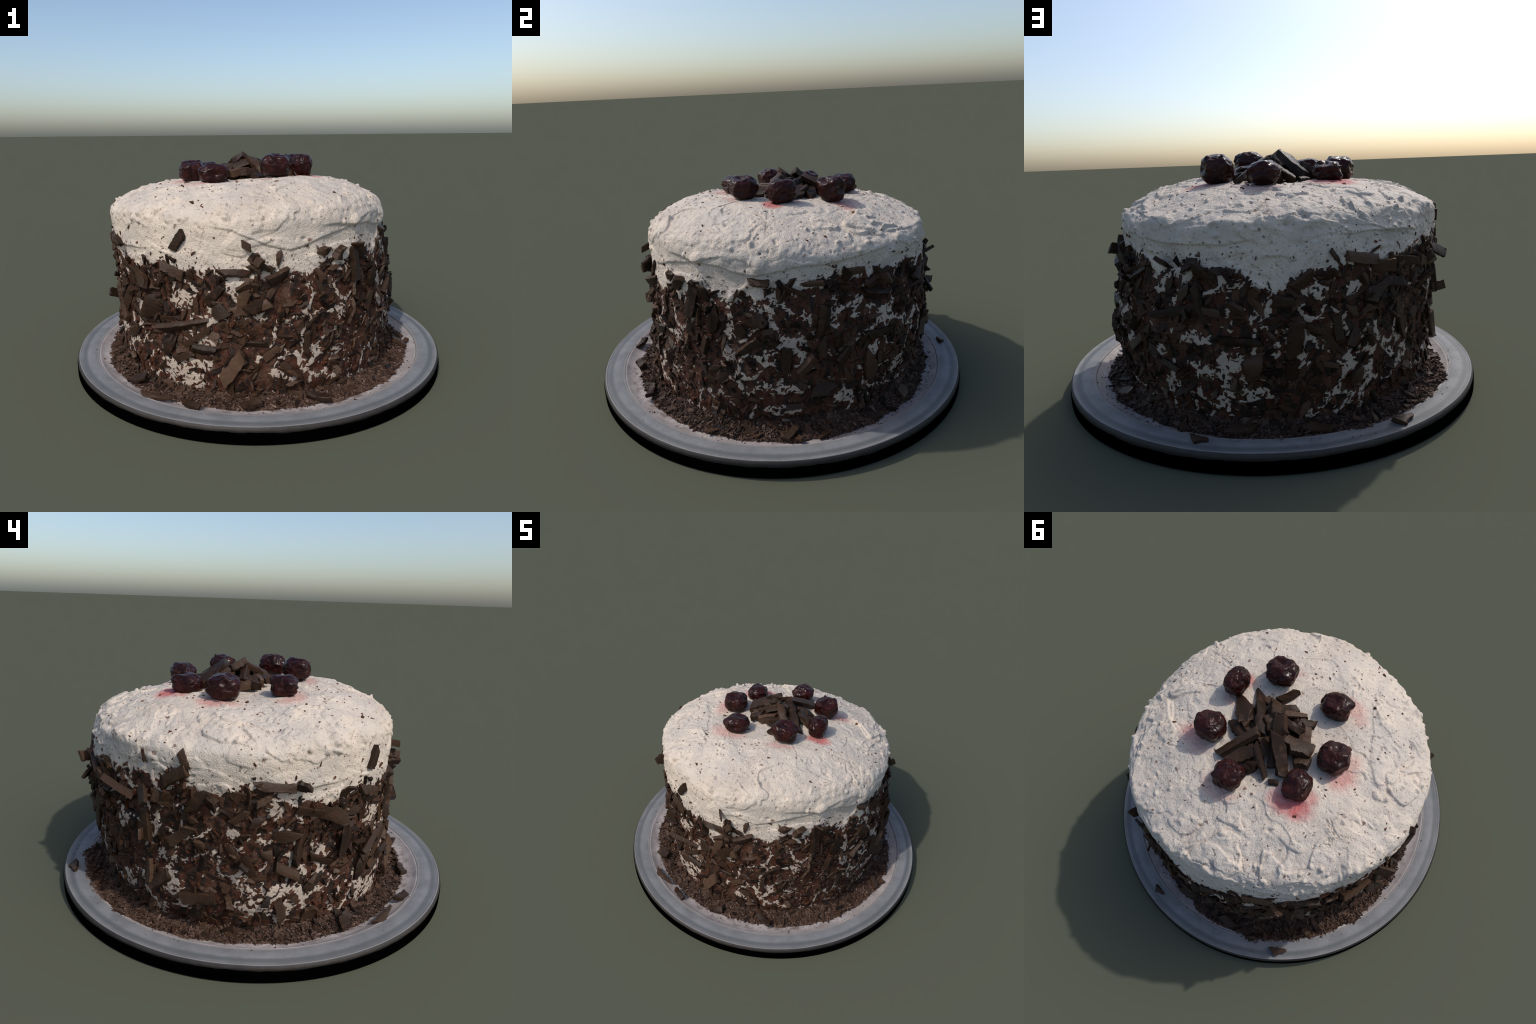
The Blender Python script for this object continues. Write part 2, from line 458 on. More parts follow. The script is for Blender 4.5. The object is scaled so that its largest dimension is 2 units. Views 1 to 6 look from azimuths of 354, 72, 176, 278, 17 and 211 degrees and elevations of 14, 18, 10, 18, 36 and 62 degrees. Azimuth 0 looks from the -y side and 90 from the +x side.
        cream = n.mix(n.math("MULTIPLY", speck, n.math("MULTIPLY_ADD", pick[2], .5, strength - .35)), cream, tone)
    # cherry juice soaked into the top
    top = n.vmath("ADD", n.combine(x, y, 0.0), n.vmath("SCALE", n.vmath("MULTIPLY", ragged, (1, 1, 0)), .05))
    soak = None
    for cx, cy, rx, ry, k in STAINS:
        if k == 0:
            continue
        d = n.vmath("SUBTRACT", top, (cx, cy, 0))
        d = n.vmath("LENGTH", n.vmath("MULTIPLY", d, (1 / rx, 1 / ry, 0)), out=1)
        s = n.step(d, .45, 1.45, k, 0.0)
        soak = s if soak is None else n.math("MAXIMUM", soak, s)
    soak = n.math("MULTIPLY", soak, n.step(z, .80, .86))
    soak = n.math("MULTIPLY", soak, n.step(n.noise(38, 4, .6), .2, .6, .65, 1.0))
    cream = n.mix(n.math("MULTIPLY", soak, .95), cream, JUICE)
    d, c = n.voronoi(46, n.vmath("ADD", n.vmath("MULTIPLY", n.co, (1, 1, .6)), n.vmath("SCALE", ragged, .03)))
    pick = n.xyz(c)
    smear = n.mix(n.step(pick[0], .40, .65), COCOA_RED, COCOA_DARK)
    smear = n.mix(n.step(pick[1], .72, .95, 0, .8), smear, (.090, .042, .024))
    cream = n.mix(stain, cream, (.215, .140, .098))
    colour = n.mix(cocoa, cream, smear)
    fine = n.math("ADD", n.noise(160, 3, .6), n.math("MULTIPLY", cocoa, n.math("MULTIPLY_ADD", pick[2], 2.2, .3)))
    n.bump(n.math("ADD", fine, n.math("MULTIPLY", n.noise(48, 5, .65), n.math("MULTIPLY", n.step(z, .80, .88, .45, 1.1), n.step(n.vmath("LENGTH", n.combine(px, py, 0.0), out=1), .25, .50, .35, 1.0)))), .75, .006)
    return n.set(Base_Color=colour, Roughness=.62, Specular_IOR_Level=.25)


def shard_material():
    """broken pieces of plain chocolate"""
    n = Nodes("dark_chocolate")
    info = n.t.nodes.new("ShaderNodeObjectInfo")
    base = n.mix(info.outputs["Random"], (.018, .0100, .0060), (.052, .0300, .0182))
    v = n.vmath("ADD", n.co, n.combine(info.outputs["Random"], n.math("MULTIPLY", info.outputs["Random"], 7.0), 0.0))
    base = n.mix(n.step(info.outputs["Random"], .80, 1.0, 0, .8), base, (.082, .047, .029))
    base = n.mix(n.step(n.noise(5, 5, .65, vec=v), .52, .68, 0, .6), base, (.068, .030, .017))
    base = n.mix(n.step(n.noise(14, 4, .7, vec=v), .62, .72, 0, .45), base, (.10, .066, .045))
    n.bump(n.noise(9, 5, .6, vec=v), .25, .02)
    return n.set(Base_Color=base, Roughness=.40, Specular_IOR_Level=.15)


def flake_material(name, dark, mid, pale, pale_from):
    n = Nodes(name)
    geo = n.t.nodes.new("ShaderNodeNewGeometry")
    r = geo.outputs["Random Per Island"]
    c = n.mix(n.step(r, .1, .6), dark, mid)
    c = n.mix(n.step(r, pale_from, 1.0), c, pale)
    c = n.mix(n.step(n.noise(70, 3, .6), .45, .7, 0, .4), c, dark)
    return n.set(Base_Color=c, Roughness=.55, Specular_IOR_Level=.12)


def cherry_material():
    n = Nodes("cherry_skin")
    c = n.mix(n.step(n.noise(16, 4, .6), .35, .65), (.013, .0032, .0028), (.031, .0064, .0050))
    c = n.mix(n.step(n.noise(40, 4, .65), .56, .72, 0, .5), c, (.045, .013, .009))
    n.bump(n.noise(70, 3, .5), .12, .004)
    return n.set(Base_Color=c, Roughness=.30, Specular_IOR_Level=.16, Coat_Weight=.05, Coat_Roughness=.12)


def rim_material():
    n = Nodes("weathered_metal")
    x, y, z = n.xyz(n.co)
    r = n.math("SQRT", n.math("ADD", n.math("MULTIPLY", x, x), n.math("MULTIPLY", y, y)))
    c = n.mix(n.step(n.noise(9, 6, .65), .3, .7), (.146, .147, .150), (.205, .205, .208))
    c = n.mix(n.step(n.noise(55, 4, .7), .5, .75, 0, .4), c, (.20, .20, .205))
    wob = n.math("MULTIPLY_ADD", n.noise(3, 3), .012, r)
    band = n.math("MULTIPLY", n.step(wob, .945, .962), n.step(wob, .968, .988, 1, 0))
    c = n.mix(n.math("MULTIPLY", band, .75), c, (.082, .088, .090))
    c = n.mix(n.math("MULTIPLY", n.step(r, .983, .985), n.step(r, .987, .989, .7, 0)), c, (.235, .22, .205))
    c = n.mix(n.step(r, .987, .990), c, n.mix(n.noise(30, 4), (.018, .015, .013), (.045, .039, .035)))
    line = n.math("MULTIPLY", n.step(r, .884, .890), n.step(r, .892, .898, 1, 0))
    c = n.mix(n.math("MULTIPLY", line, .55), c, (.27, .235, .215))
    d, k = n.voronoi(26)
    spot = n.math("MULTIPLY", n.step(d, .05, .10, 1, 0), n.step(n.xyz(k)[0], .86, .88))
    c = n.mix(n.math("MULTIPLY", spot, .8), c, (.07, .065, .06))
    n.bump(n.math("ADD", n.noise(90, 4, .6), n.noise(22, 4, .6)), .3, .004)
    return n.set(Base_Color=c, Roughness=.6, Metallic=.0, Specular_IOR_Level=.3)


def well_material():
    n = Nodes("scoured_plate_well")
    c = n.mix(n.step(n.noise(6, 5, .6), .35, .7), (.30, .265, .255), (.42, .375, .36))
    c = n.mix(n.step(n.noise(30, 5, .7), .55, .72, 0, .5), c, (.20, .165, .15))
    x, y, z = n.xyz(n.co)
    r = n.math("SQRT", n.math("ADD", n.math("MULTIPLY", x, x), n.math("MULTIPLY", y, y)))
    dirt = n.math("MULTIPLY", n.step(n.noise(22, 6, .7), .46, .62), n.step(r, .82, .878, 1.0, 0.0))
    c = n.mix(n.math("MULTIPLY", dirt, .7), c, (.10, .062, .045))
    n.bump(n.noise(14, 4, .6), .3, .01)
    return n.set(Base_Color=c, Roughness=.65, Specular_IOR_Level=.25)


def black_material():
    n = Nodes("black_scan_fill")
    return n.set(Base_Color=(.0006, .0006, .0006), Roughness=1.0, Specular_IOR_Level=0.0)


def crumb_bed_material():
    n = Nodes("packed_crumbs")
    c = n.mix(n.step(n.noise(45, 5, .7), .35, .65), (.045, .025, .016), (.110, .066, .045))
    n.bump(n.noise(70, 4, .7), .6, .012)
    return n.set(Base_Color=c, Roughness=.7, Specular_IOR_Level=.2)


# --------------------------------------------------------------------------
# 4. THE FROSTED BODY
# --------------------------------------------------------------------------
COLS = 1150
ROW_STEP = .0042


def profile_rows():
    R = np.array([p[0] for p in PROFILE])
    Z = np.array([p[1] for p in PROFILE])
    L = np.concatenate([[0], np.cumsum(np.hypot(np.diff(R), np.diff(Z)))])
    s = np.arange(ROW_STEP, L[-1], ROW_STEP)
    # smooth the corners of the polyline a little
    r, z = np.interp(s, L, R), np.interp(s, L, Z)
    k = np.hanning(7)
    k /= k.sum()
    rp = np.concatenate([2 * r[0] - r[3:0:-1], r, 2 * r[-1] - r[-2:-5:-1]])
    zp = np.concatenate([z[3:0:-1], z, 2 * z[-1] - z[-2:-5:-1]])
    return np.convolve(rp, k, "valid"), np.convolve(zp, k, "valid")


def stamp(D, R, Z, centre_row, centre_col, radius, fn):
    """add fn(distance/radius) to the relief D around one spot"""
    rows, cols = D.shape
    dr = int(radius / ROW_STEP) + 2
    rr = max(float(R[centre_row]), .03)
    dc = int(radius / (2 * np.pi * rr / cols)) + 2
    if dc * 2 >= cols:
        return
    i0, i1 = max(0, centre_row - dr), min(rows, centre_row + dr + 1)
    ii = np.arange(i0, i1)
    jj = np.arange(centre_col - dc, centre_col + dc + 1)
    u = (jj - centre_col)[None, :] * (2 * np.pi / cols) * R[ii][:, None]
    v = (ii - centre_row)[:, None] * ROW_STEP
    D[np.ix_(ii, jj % cols)] += fn(u, v)


def build_frosting():
    R, Z = profile_rows()
    rows = len(R)
    a = np.linspace(-np.pi, np.pi, COLS, endpoint=False)
    azd = np.degrees(a)
    dR, dZ = np.gradient(R), np.gradient(Z)
    ln = np.hypot(dR, dZ)
    nr, nz = -dZ / ln, dR / ln                  # outward normal of the outline
    cx, cy = axis_at(Z)
    X = cx[:, None] + R[:, None] * np.sin(a)
    Y = cy[:, None] - R[:, None] * np.cos(a)
    ZZ = np.repeat(Z[:, None], COLS, 1)
    fall = np.interp(R, [0, .26, .45, .62, .75], [.65, .65, .30, .10, .1])[:, None]
    fall_y = np.interp(R, [0, .26, .75], [.68, .62, .52])[:, None]
    tilt = sstep(.70, .92, ZZ) * (fall * TOP_TILT[0] * (X + .043) + fall_y * TOP_TILT[1] * (Y - .072))
    P = np.stack([X, Y, ZZ], -1).reshape(-1, 3)
    shape = (rows, COLS)
    side = 1 - sstep(.83, .90, ZZ)
    top = 1 - side
    lim = coating_top(azd)[None, :]
    below = 1 - sstep(-.03, .03, ZZ - lim)
    band = side * (1 - below)
    bare = np.zeros(shape)
    w = np.where(Z < .80)[0]
    bare[w] = creaminess(np.repeat(azd[None, :], len(w), 0), ZZ[w])

    def N(scale, octv=1, seed=0, stretch=(1, 1, 1)):
        return (fbm(P * np.array(stretch), scale, octv, seed) if octv > 1 else noise(P * np.array(stretch), scale, seed)).reshape(shape)

    D = .007 * N(2.6, 2, 1)
    mid = N(9, 3, 3)
    fine = N(38, 3, 5)
    # spread layers with torn edges, as a spatula leaves them
    wx = N(3, 2, 41)
    warp = np.stack([wx.ravel(), N(3, 2, 42).ravel(), N(3, 2, 43).ravel()], -1) * .12
    Pw = P + warp

    def layer(scale, seed, cut, sharp, stretch):
        q = fbm(Pw * np.array(stretch), scale, 3, seed, .42).reshape(shape)
        return sstep(cut - sharp, cut + sharp, q)

    l1 = layer(3.2, 61, .05, .016, (1, 1, 1.6))
    l2 = layer(4.6, 62, .12, .018, (1, .55, 1.6))
    l3 = layer(6.5, 64, .20, .025, (.6, 1, 1.3))
    outer = sstep(.22, .55, R)[:, None]
    torn = sstep(-.1, .35, N(2.3, 2, 65))
    rub = N(11.5, 4, 66, (1, 1, 1))
    D += top * (.0055 * mid + (.0016 + .0014 * outer) * fine + .0085 * (.12 + .88 * outer) * (.3 + .7 * torn) * (np.abs(rub) * 1.3 - .4)) + top * (.2 + .8 * outer * (.35 + .65 * torn)) * (.0120 * l1 + .0105 * l2 + .0085 * l3 - .012)
    # smooth wall above the chocolate, with faint drag marks
    drag = noise(np.stack([P[:, 0] * 3, P[:, 1] * 3, P[:, 2] * 26], -1), 1.0, 71).reshape(shape)
    D += band * (.0055 * mid + .0016 * fine + .003 * rub + .0025 * drag + .005 * l1 + .003 * l2 - .003)
    lip = N(7, 2, 73)
    D += side * .004 * (1 - sstep(-.012, .012, lim + .02 + .03 * lip - ZZ)) * sstep(-.1, .3, N(4, 1, 74))
    # frosting pushed about between the chips
    D += side * below * (1 - .6 * bare) * (.0085 * N(15, 3, 81) + .0040 * fine)
    D += side * below * .004 * bare
    # torn crest where wall meets top
    crest = np.exp(-((ZZ - .852) / .024) ** 2)
    ridge = 1 - np.abs(N(11, 2, 91)) * 1.6
    D += crest * (.017 * np.clip(ridge, -.3, 1) * sstep(-.3, .5, N(3.1, 2, 92)) - .003 + .006 * N(24, 2, 93))

    for q_az, q_z, q_w, q_h, push in BULGES:
        u = (azd[None, :] - q_az + 180) % 360 - 180
        D += side * push * np.exp(-(u / q_w) ** 2) * np.exp(-((ZZ - q_z) / q_h) ** 2)
    for sx, sy, sr, rise in SWELLS:
        D += top * rise * np.exp(-((X - sx) ** 2 + (Y - sy) ** 2) / sr ** 2)
    for edge in KNIFE_EDGES:
        ea, ez = [p[0] for p in edge], [p[1] for p in edge]
        zc = np.interp(azd, ea, ez)[None, :] + .012 * wx + .010 * mid
        fade = (sstep(ea[0], ea[0] + 9, azd) * (1 - sstep(ea[-1] - 9, ea[-1], azd)))[None, :]
        over = ZZ - zc
        D += fade * .008 * sstep(-.004, .004, over) * np.exp(-np.clip(over, 0, 1) / .045)

    # lumps, peaks, pits and cracks
    rng = np.random.default_rng(5)
    area = R / R.sum()
    def spot(zlo, zhi):
        while True:
            i = rng.choice(rows, p=area)
            if zlo <= Z[i] <= zhi:
                return i, int(rng.integers(COLS))
    def dome(rad, h, sharp, e, t):
        def f(u, v):
            c, s = math.cos(t), math.sin(t)
            q = np.hypot((u * c + v * s) / e, (-u * s + v * c)) / rad
            return h * (1 - sstep(sharp, 1.0, q))
        return f
    for k in range(75):
        i, j = spot(.80, .945)
        rad = rng.uniform(.006, .016)
        stamp(D, R, Z, i, j, rad * 2, dome(rad, rad * rng.uniform(.35, .85), rng.uniform(0, .3), rng.uniform(1, 1.5), rng.uniform(0, 3)))
    for k in range(45):
        i, j = spot(.945, .97)
        rad = rng.uniform(.005, .012)
        stamp(D, R, Z, i, j, rad * 2, dome(rad, rad * rng.uniform(.3, .6), rng.uniform(0, .3), rng.uniform(1, 2), rng.uniform(0, 3)))
    for k in range(46):                          # soft dabs of cream
        i, j = spot(.78, .95)
        rad = rng.uniform(.018, .042)
        stamp(D, R, Z, i, j, rad * 2.4, dome(rad, rng.uniform(-.006, .010), rng.uniform(0, .7), rng.uniform(1, 2.2), rng.uniform(0, 3)))
    for k in range(5):                           # long low folds
        i, j = spot(.86, .955)
        rad = rng.uniform(.008, .014)
        stamp(D, R, Z, i, j, rad * 5, dome(rad, rad * .5, 0, rng.uniform(3, 5), rng.uniform(0, 3)))
    for k in range(45):                          # little peaks along the rim
        i, j = spot(.80, .89)
        rad = rng.uniform(.008, .018)
        stamp(D, R, Z, i, j, rad * 2, dome(rad, rad * rng.uniform(.5, .9), .15, rng.uniform(1, 1.6), rng.uniform(0, 3)))
    for k in range(520):
        i, j = spot(.60, .97)
        rad = rng.uniform(.004, .0085)
        stamp(D, R, Z, i, j, rad * 2, dome(rad, -rad * rng.uniform(.4, .8), 0, rng.uniform(1, 1.8), rng.uniform(0, 3)))
    for k in range(70):                          # deeper holes
        i, j = spot(.62, .95)
        rad = rng.uniform(.007, .014)
        stamp(D, R, Z, i, j, rad * 2, dome(rad, -rad * rng.uniform(.6, 1.0), 0, rng.uniform(1, 2), rng.uniform(0, 3)))
    # cracks running over the frosting
    crack = np.abs(N(6, 2, 101) + .3 * fine) < .018
    gate = sstep(.30, .5, N(3.3, 2, 102))
    D -= .006 * crack * gate * np.maximum(top * outer, band)
    # the sheet thins to nothing at the pole
    D *= sstep(0, .03, R)[:, None]

    V = np.stack([X + D * nr[:, None] * np.sin(a), Y - D * nr[:, None] * np.cos(a), ZZ + tilt + D * nz[:, None]], -1)
    pole = np.array([[cx[0], cy[0], V[0, :, 2].mean()]])
    verts = np.concatenate([V.reshape(-1, 3), pole])
    quads = ring_quads(rows, COLS)
    j = np.arange(COLS)
    tris = np.stack([np.full(COLS, rows * COLS), j, (j + 1) % COLS], -1)
    return mesh_from("frosting", verts, quads, tris), V, Z, R, a


def make_sampler(V, Z, R, a):
    rows = len(Z)
    reach = int(np.argmax(Z < .80))

    def wall(az_deg, z):
        """point on the relief of the wall"""
        i = int(np.clip(np.searchsorted(-Z, -z), 0, rows - 1))
        j = int(round((math.radians(az_deg) + math.pi) / (2 * math.pi) * COLS)) % COLS
        return Vector(V[i, j])

    def on_top(x, y):
        px, py = x + .043, y - .072
        r = math.hypot(px, py)
        i = int(np.clip(np.searchsorted(R[:reach], r), 0, reach - 1))
        j = int(round((math.atan2(px, -py) + math.pi) / (2 * math.pi) * COLS)) % COLS
        return float(V[i, j, 2])
    return wall, on_top


# --------------------------------------------------------------------------
# 5. PIECES OF CHOCOLATE
# --------------------------------------------------------------------------
def shard_mesh(name, kind, rng, raw=False):
    """one broken piece: a rounded bar lofted along x; length 1, width .4, thickness .16"""
    st = np.array([-.5, -.485, -.40, -.31, -.2, -.1, 0, .1, .2, .31, .40, .485, .5])
    m = len(st)
    jag = rng.uniform(.80, 1.14, m)
    if kind == "bar":
        w = np.full(m, .92)
        h = np.full(m, 1.0) * rng.uniform(.9, 1.1, m)
    elif kind == "chunk":
        jag = rng.uniform(.90, 1.07, m)
        w = np.linspace(rng.uniform(.8, 1.1), rng.uniform(.6, 1.1), m)
        h = np.linspace(rng.uniform(.8, 1.2), rng.uniform(.7, 1.1), m)
    elif kind == "wedge":
        w = np.linspace(1.35, .22, m)
        h = np.linspace(1.15, .6, m)
    elif kind == "leaf":
        w = 1.25 * (1 - (np.abs(st) * 2) ** 1.6) + .06
        h = .4 + .6 * (1 - (np.abs(st) * 2) ** 2)
    else:
        c = rng.uniform(-.25, .25)
        w = 1.45 - 1.9 * np.abs(st - c)
        h = np.full(m, 1.0) * rng.uniform(.8, 1.1, m)
    w = w * jag
    w[[0, -1]] *= .93
    h[[0, -1]] *= .8
    skew0, skew1 = rng.uniform(-1.0, 1.0, 2)
    bend = rng.uniform(-.35, .35)
    arch = rng.uniform(-.3, .3)
    twist = rng.uniform(-.5, .5)
    if kind == "chunk":
        skew0, skew1, bend, arch, twist = skew0 * .6, skew1 * .6, bend * .4, arch * .4, twist * .4
    b = .10
    sec = np.array([(1, -1 + 2 * b), (1, 0), (1, 1 - 2 * b), (1 - b, 1), (0, 1), (-1 + b, 1), (-1, 1 - 2 * b), (-1, 0),
                    (-1, -1 + 2 * b), (-1 + b, -1), (0, -1), (1 - b, -1)])
    rough = rng.uniform(.90, 1.08, len(sec))
    rings = []
    for k, s in enumerate(st):
        yy = sec[:, 0] * .2 * w[k] * rough
        zz = sec[:, 1] * .08 * h[k] * np.roll(rough, 3)
        t = twist * s
        y2, z2 = yy * math.cos(t) - zz * math.sin(t), yy * math.sin(t) + zz * math.cos(t)
        skew = skew0 * max(0, -s - .1) + skew1 * max(0, s - .1)
        x = np.full(len(sec), s) + yy * skew * 2.2
        rings.append(np.stack([x, y2 + bend * s * s * .5, z2 + arch * s * s], -1))
    V = np.concatenate(rings)
    V = V + np.stack([noise(V + 5.3, 9, int(rng.integers(99))), noise(V + 1.7, 7, int(rng.integers(99))), noise(V, 8, int(rng.integers(99)))], -1) * np.array([.03, .025, .014])
    m = len(sec)
    q = ring_quads(len(st), m)
    n0 = len(V)
    V = np.concatenate([V, [rings[0].mean(0), rings[-1].mean(0)]])
    j = np.arange(m)
    t0 = np.stack([np.full(m, n0), j, (j + 1) % m], -1)
    t1 = np.stack([np.full(m, n0 + 1), (len(st) - 1) * m + (j + 1) % m, (len(st) - 1) * m + j], -1)
    if raw:
        return V / np.array([1, .4, .16]), np.concatenate([q[:, [0, 1, 2]], q[:, [0, 2, 3]], t0, t1])
    return mesh_from(name, V, q, np.concatenate([t0, t1]))


def frame(normal, along_hint, slope_deg, tip=0, roll=0):
    """axes of a piece lying on a surface: x along it, z outward"""
    n = Vector(normal).normalized()
    t = Vector(along_hint)
    t = (t - n * t.dot(n)).normalized()
    M = Matrix((t, n.cross(t), n)).transposed().to_4x4()
    return M @ Matrix.Rotation(math.radians(slope_deg), 4, "Z") @ Matrix.Rotation(math.radians(tip), 4, "Y") @ Matrix.Rotation(math.radians(roll), 4, "X")


def place_piece(o_name, mesh, mat, parent, pos, M, L, W, T):
    S = Matrix.Diagonal((L, W / .4, T / .16, 1))
    return obj_from(o_name, mesh, parent, mat, Matrix.Translation(pos) @ M @ S)


def crumb_templates(rng, count, slender):
    """small flat-sided crumbs: irregular prisms of unit length"""
    out = []
    for _ in range(count):
        k = int(rng.integers(4, 7))
        ang = np.sort(rng.uniform(0, 2 * np.pi, k) * .35 + np.linspace(0, 2 * np.pi, k, endpoint=False) * .65 + rng.uniform(0, 6))
        rad = rng.uniform(.65, 1.1, k)
        x, y = np.cos(ang) * rad * .5, np.sin(ang) * rad * .5 * slender
        lo = np.stack([x, y, np.full(k, -.5) + rng.uniform(-.1, .1, k)], -1)
        hi = np.stack([x * rng.uniform(.7, .95), y * rng.uniform(.6, .95), np.full(k, .5) + rng.uniform(-.25, .2, k)], -1)
        V = np.concatenate([lo, hi])
        j = np.arange(k)
        jn = (j + 1) % k
        quads = np.stack([j, jn, k + jn, k + j], -1)
        T = [np.stack([np.full(k - 2, 0), j[2:], j[1:-1]], -1), np.stack([np.full(k - 2, k), k + j[1:-1], k + j[2:]], -1)]
        T.append(quads[:, [0, 1, 2]])
        T.append(quads[:, [0, 2, 3]])
        out.append((V, np.concatenate(T)))
    return out


def scatter_joined(name, templates, pos, mats, sizes, rng, parent, mat):
    """join many small crumbs in one mesh"""
    pick = rng.integers(0, len(templates), len(pos))
    VV, TT, base = [], [], 0
    for k, (V, T) in enumerate(templates):
        w = np.where(pick == k)[0]
        if len(w) == 0:
            continue
        P = V[None] * sizes[w][:, None, :]
        P = np.einsum("nij,nkj->nki", mats[w], P) + pos[w][:, None, :]
        VV.append(P.reshape(-1, 3))
        TT.append((T[None] + (np.arange(len(w)) * len(V))[:, None, None]).reshape(-1, 3) + base)
        base += len(w) * len(V)
    me = mesh_from(name, np.concatenate(VV), None, np.concatenate(TT), smooth=False)
    return obj_from(name, me, parent, mat, kind="stuff")


def frames_np(normals, along, slope, tip, roll):
    n = normals / np.linalg.norm(normals, axis=1, keepdims=True)
    t = along - n * (along * n).sum(1, keepdims=True)
    t /= np.linalg.norm(t, axis=1, keepdims=True)
    b = np.cross(n, t)
    F = np.stack([t, b, n], -1)

    def rot(ax, ang):
        c, s, o, l = np.cos(ang), np.sin(ang), np.zeros_like(ang), np.ones_like(ang)
        if ax == "Z":
            m = [[c, -s, o], [s, c, o], [o, o, l]]
        elif ax == "Y":
            m = [[c, o, s], [o, l, o], [-s, o, c]]
        else:
            m = [[l, o, o], [o, c, -s], [o, s, c]]
        return np.moveaxis(np.array(m), 2, 0)
    return F @ rot("Z", slope) @ rot("Y", tip) @ rot("X", roll)


# --------------------------------------------------------------------------
# 6. CHERRIES
# --------------------------------------------------------------------------
def cherry_mesh(index, size, dimples, stem, rng):
    rows, cols = 70, 120
    th = np.linspace(0, np.pi, rows + 2)[1:-1]
    ph = np.linspace(0, 2 * np.pi, cols, endpoint=False)
    D = np.stack([np.sin(th)[:, None] * np.sin(ph), -np.sin(th)[:, None] * np.cos(ph), np.repeat(np.cos(th)[:, None], cols, 1)], -1).reshape(-1, 3)
    D = np.concatenate([D, [[0, 0, 1], [0, 0, -1]]])
    # boxy, sagging fruit
    p = 2.5
    r = 1 / (np.abs(D) ** p).sum(1) ** (1 / p)
    off = index * 7.7
    r *= 1 + .15 * fbm(D + off, 1.4, 2, 200 + index)
    fold = 1 - np.abs(fbm(D + off + .3 * np.stack([noise(D, 2, 9), noise(D, 2, 10), noise(D, 2, 11)], -1), 1.7, 2, 220 + index))
    up = sstep(-.5, .5, D[:, 2])
    r *= 1 + .10 * (fold - .75) * (.5 + .5 * up)
    r *= 1 + .018 * fbm(D + off, 7, 2, 260 + index)
    for k, d in enumerate(dimples):
        d = np.array(d) / np.linalg.norm(d)
        q = np.arccos(np.clip(D @ d, -1, 1))
        deep = .22 if k == 0 else .13
        r *= 1 - deep * np.exp(-(q / .34) ** 2) + .05 * np.exp(-((q - .62) / .18) ** 2)
    if stem is not None:
        d = np.array(stem) / np.linalg.norm(stem)
        q = np.arccos(np.clip(D @ d, -1, 1))
        r *= 1 + .17 * np.exp(-(q / .09) ** 2)
    V = D * r[:, None]
    V *= np.array(size) / 2 / 1.06
    quads = ring_quads(rows, cols)
    j = np.arange(cols)
    jn = (j + 1) % cols
    n = rows * cols
    tris = np.concatenate([np.stack([np.full(cols, n), j, jn], -1), np.stack([np.full(cols, n + 1), (rows - 1) * cols + jn, (rows - 1) * cols + j], -1)])
    return mesh_from("cherry", V, quads, tris)


# --------------------------------------------------------------------------
# 7. THE PLATE
# --------------------------------------------------------------------------
def build_plate():
    plate = bpy.data.objects.new("cake_plate", None)
    bpy.context.scene.collection.objects.link(plate)
    plate["label"] = "round grey metal plate with raised rim and black scan fill"
    plate["category"] = "cake plate"

    def wob(V):
        n = noise(V, 9, 301)
        outer = sstep(.97, 1.0, np.hypot(V[:, 0], V[:, 1]))
        V = V.copy()
        V[:, 2] += sstep(.055, .070, V[:, 2]) * .0040 * (.9 * V[:, 0] + .3 * V[:, 1])
        V[:, 2] += .0010 * noise(V, 14, 302) + .0016 * noise(V, 3, 305)
        low = (V[:, 2] < .060)
        V[:, 2] += outer * low * (.004 * n + .003 * noise(V, 30, 303))
        return V
    rim = [(.880, .058), (.8845, .066), (.889, .0705), (.893, .0700), (.898, .0712), (.91, .0730), (.93, .0742), (.95, .0742), (.965, .0735),
           (.976, .0735), (.982, .0748), (.985, .0768), (.9875, .0766), (.9905, .0735), (.9955, .068), (.9965, .062), (.9965, .052), (.990, .050)]
    V, q = lathe(rim, 512, wob)
    m = mesh_from("plate_rim", V, q)
    obj_from("rim", m, plate, rim_material())

    def wob2(V):
        V = V.copy()
        r = np.hypot(V[:, 0], V[:, 1])
        V[:, 2] += .005 * (1 - sstep(.84, .88, r)) * noise(V, 6, 311) + .003 * (1 - sstep(.86, .885, r)) * noise(V, 18, 312)
        return V
    well = [(.02, .034), (.30, .034), (.60, .034), (.76, .034), (.79, .035), (.82, .039), (.84, .043), (.855, .048), (.868, .055), (.877, .061), (.884, .066), (.888, .064)]
    V, q = lathe([(r, z) for r, z in well], 512, wob2)
    obj_from("well", mesh_from("plate_well", V, q), plate, well_material())
    base = [(.895, .046), (.985, .048), (.9935, .0475), (1.0, .044), (1.0, .002), (.998, 0.0), (.5, 0.0), (.02, 0.0)]  # black fill where the scan had no colour, not a finish of the plate
    V, q = lathe(base, 160)
    obj_from("underside", mesh_from("plate_scan_fill", V, q, smooth=False), plate, black_material())
    return plate


CRUMB_RING = [(-180, .880), (-160, .905), (-134, .900), (-117, .885), (-94, .840), (-60, .830), (-30, .820), (0, .805),
              (35, .825), (70, .840), (90, .838), (120, .825), (145, .820), (165, .850), (180, .880)]


def ring_radius(az_deg):
    return np.interp(az_deg, [p[0] for p in CRUMB_RING], [p[1] for p in CRUMB_RING])


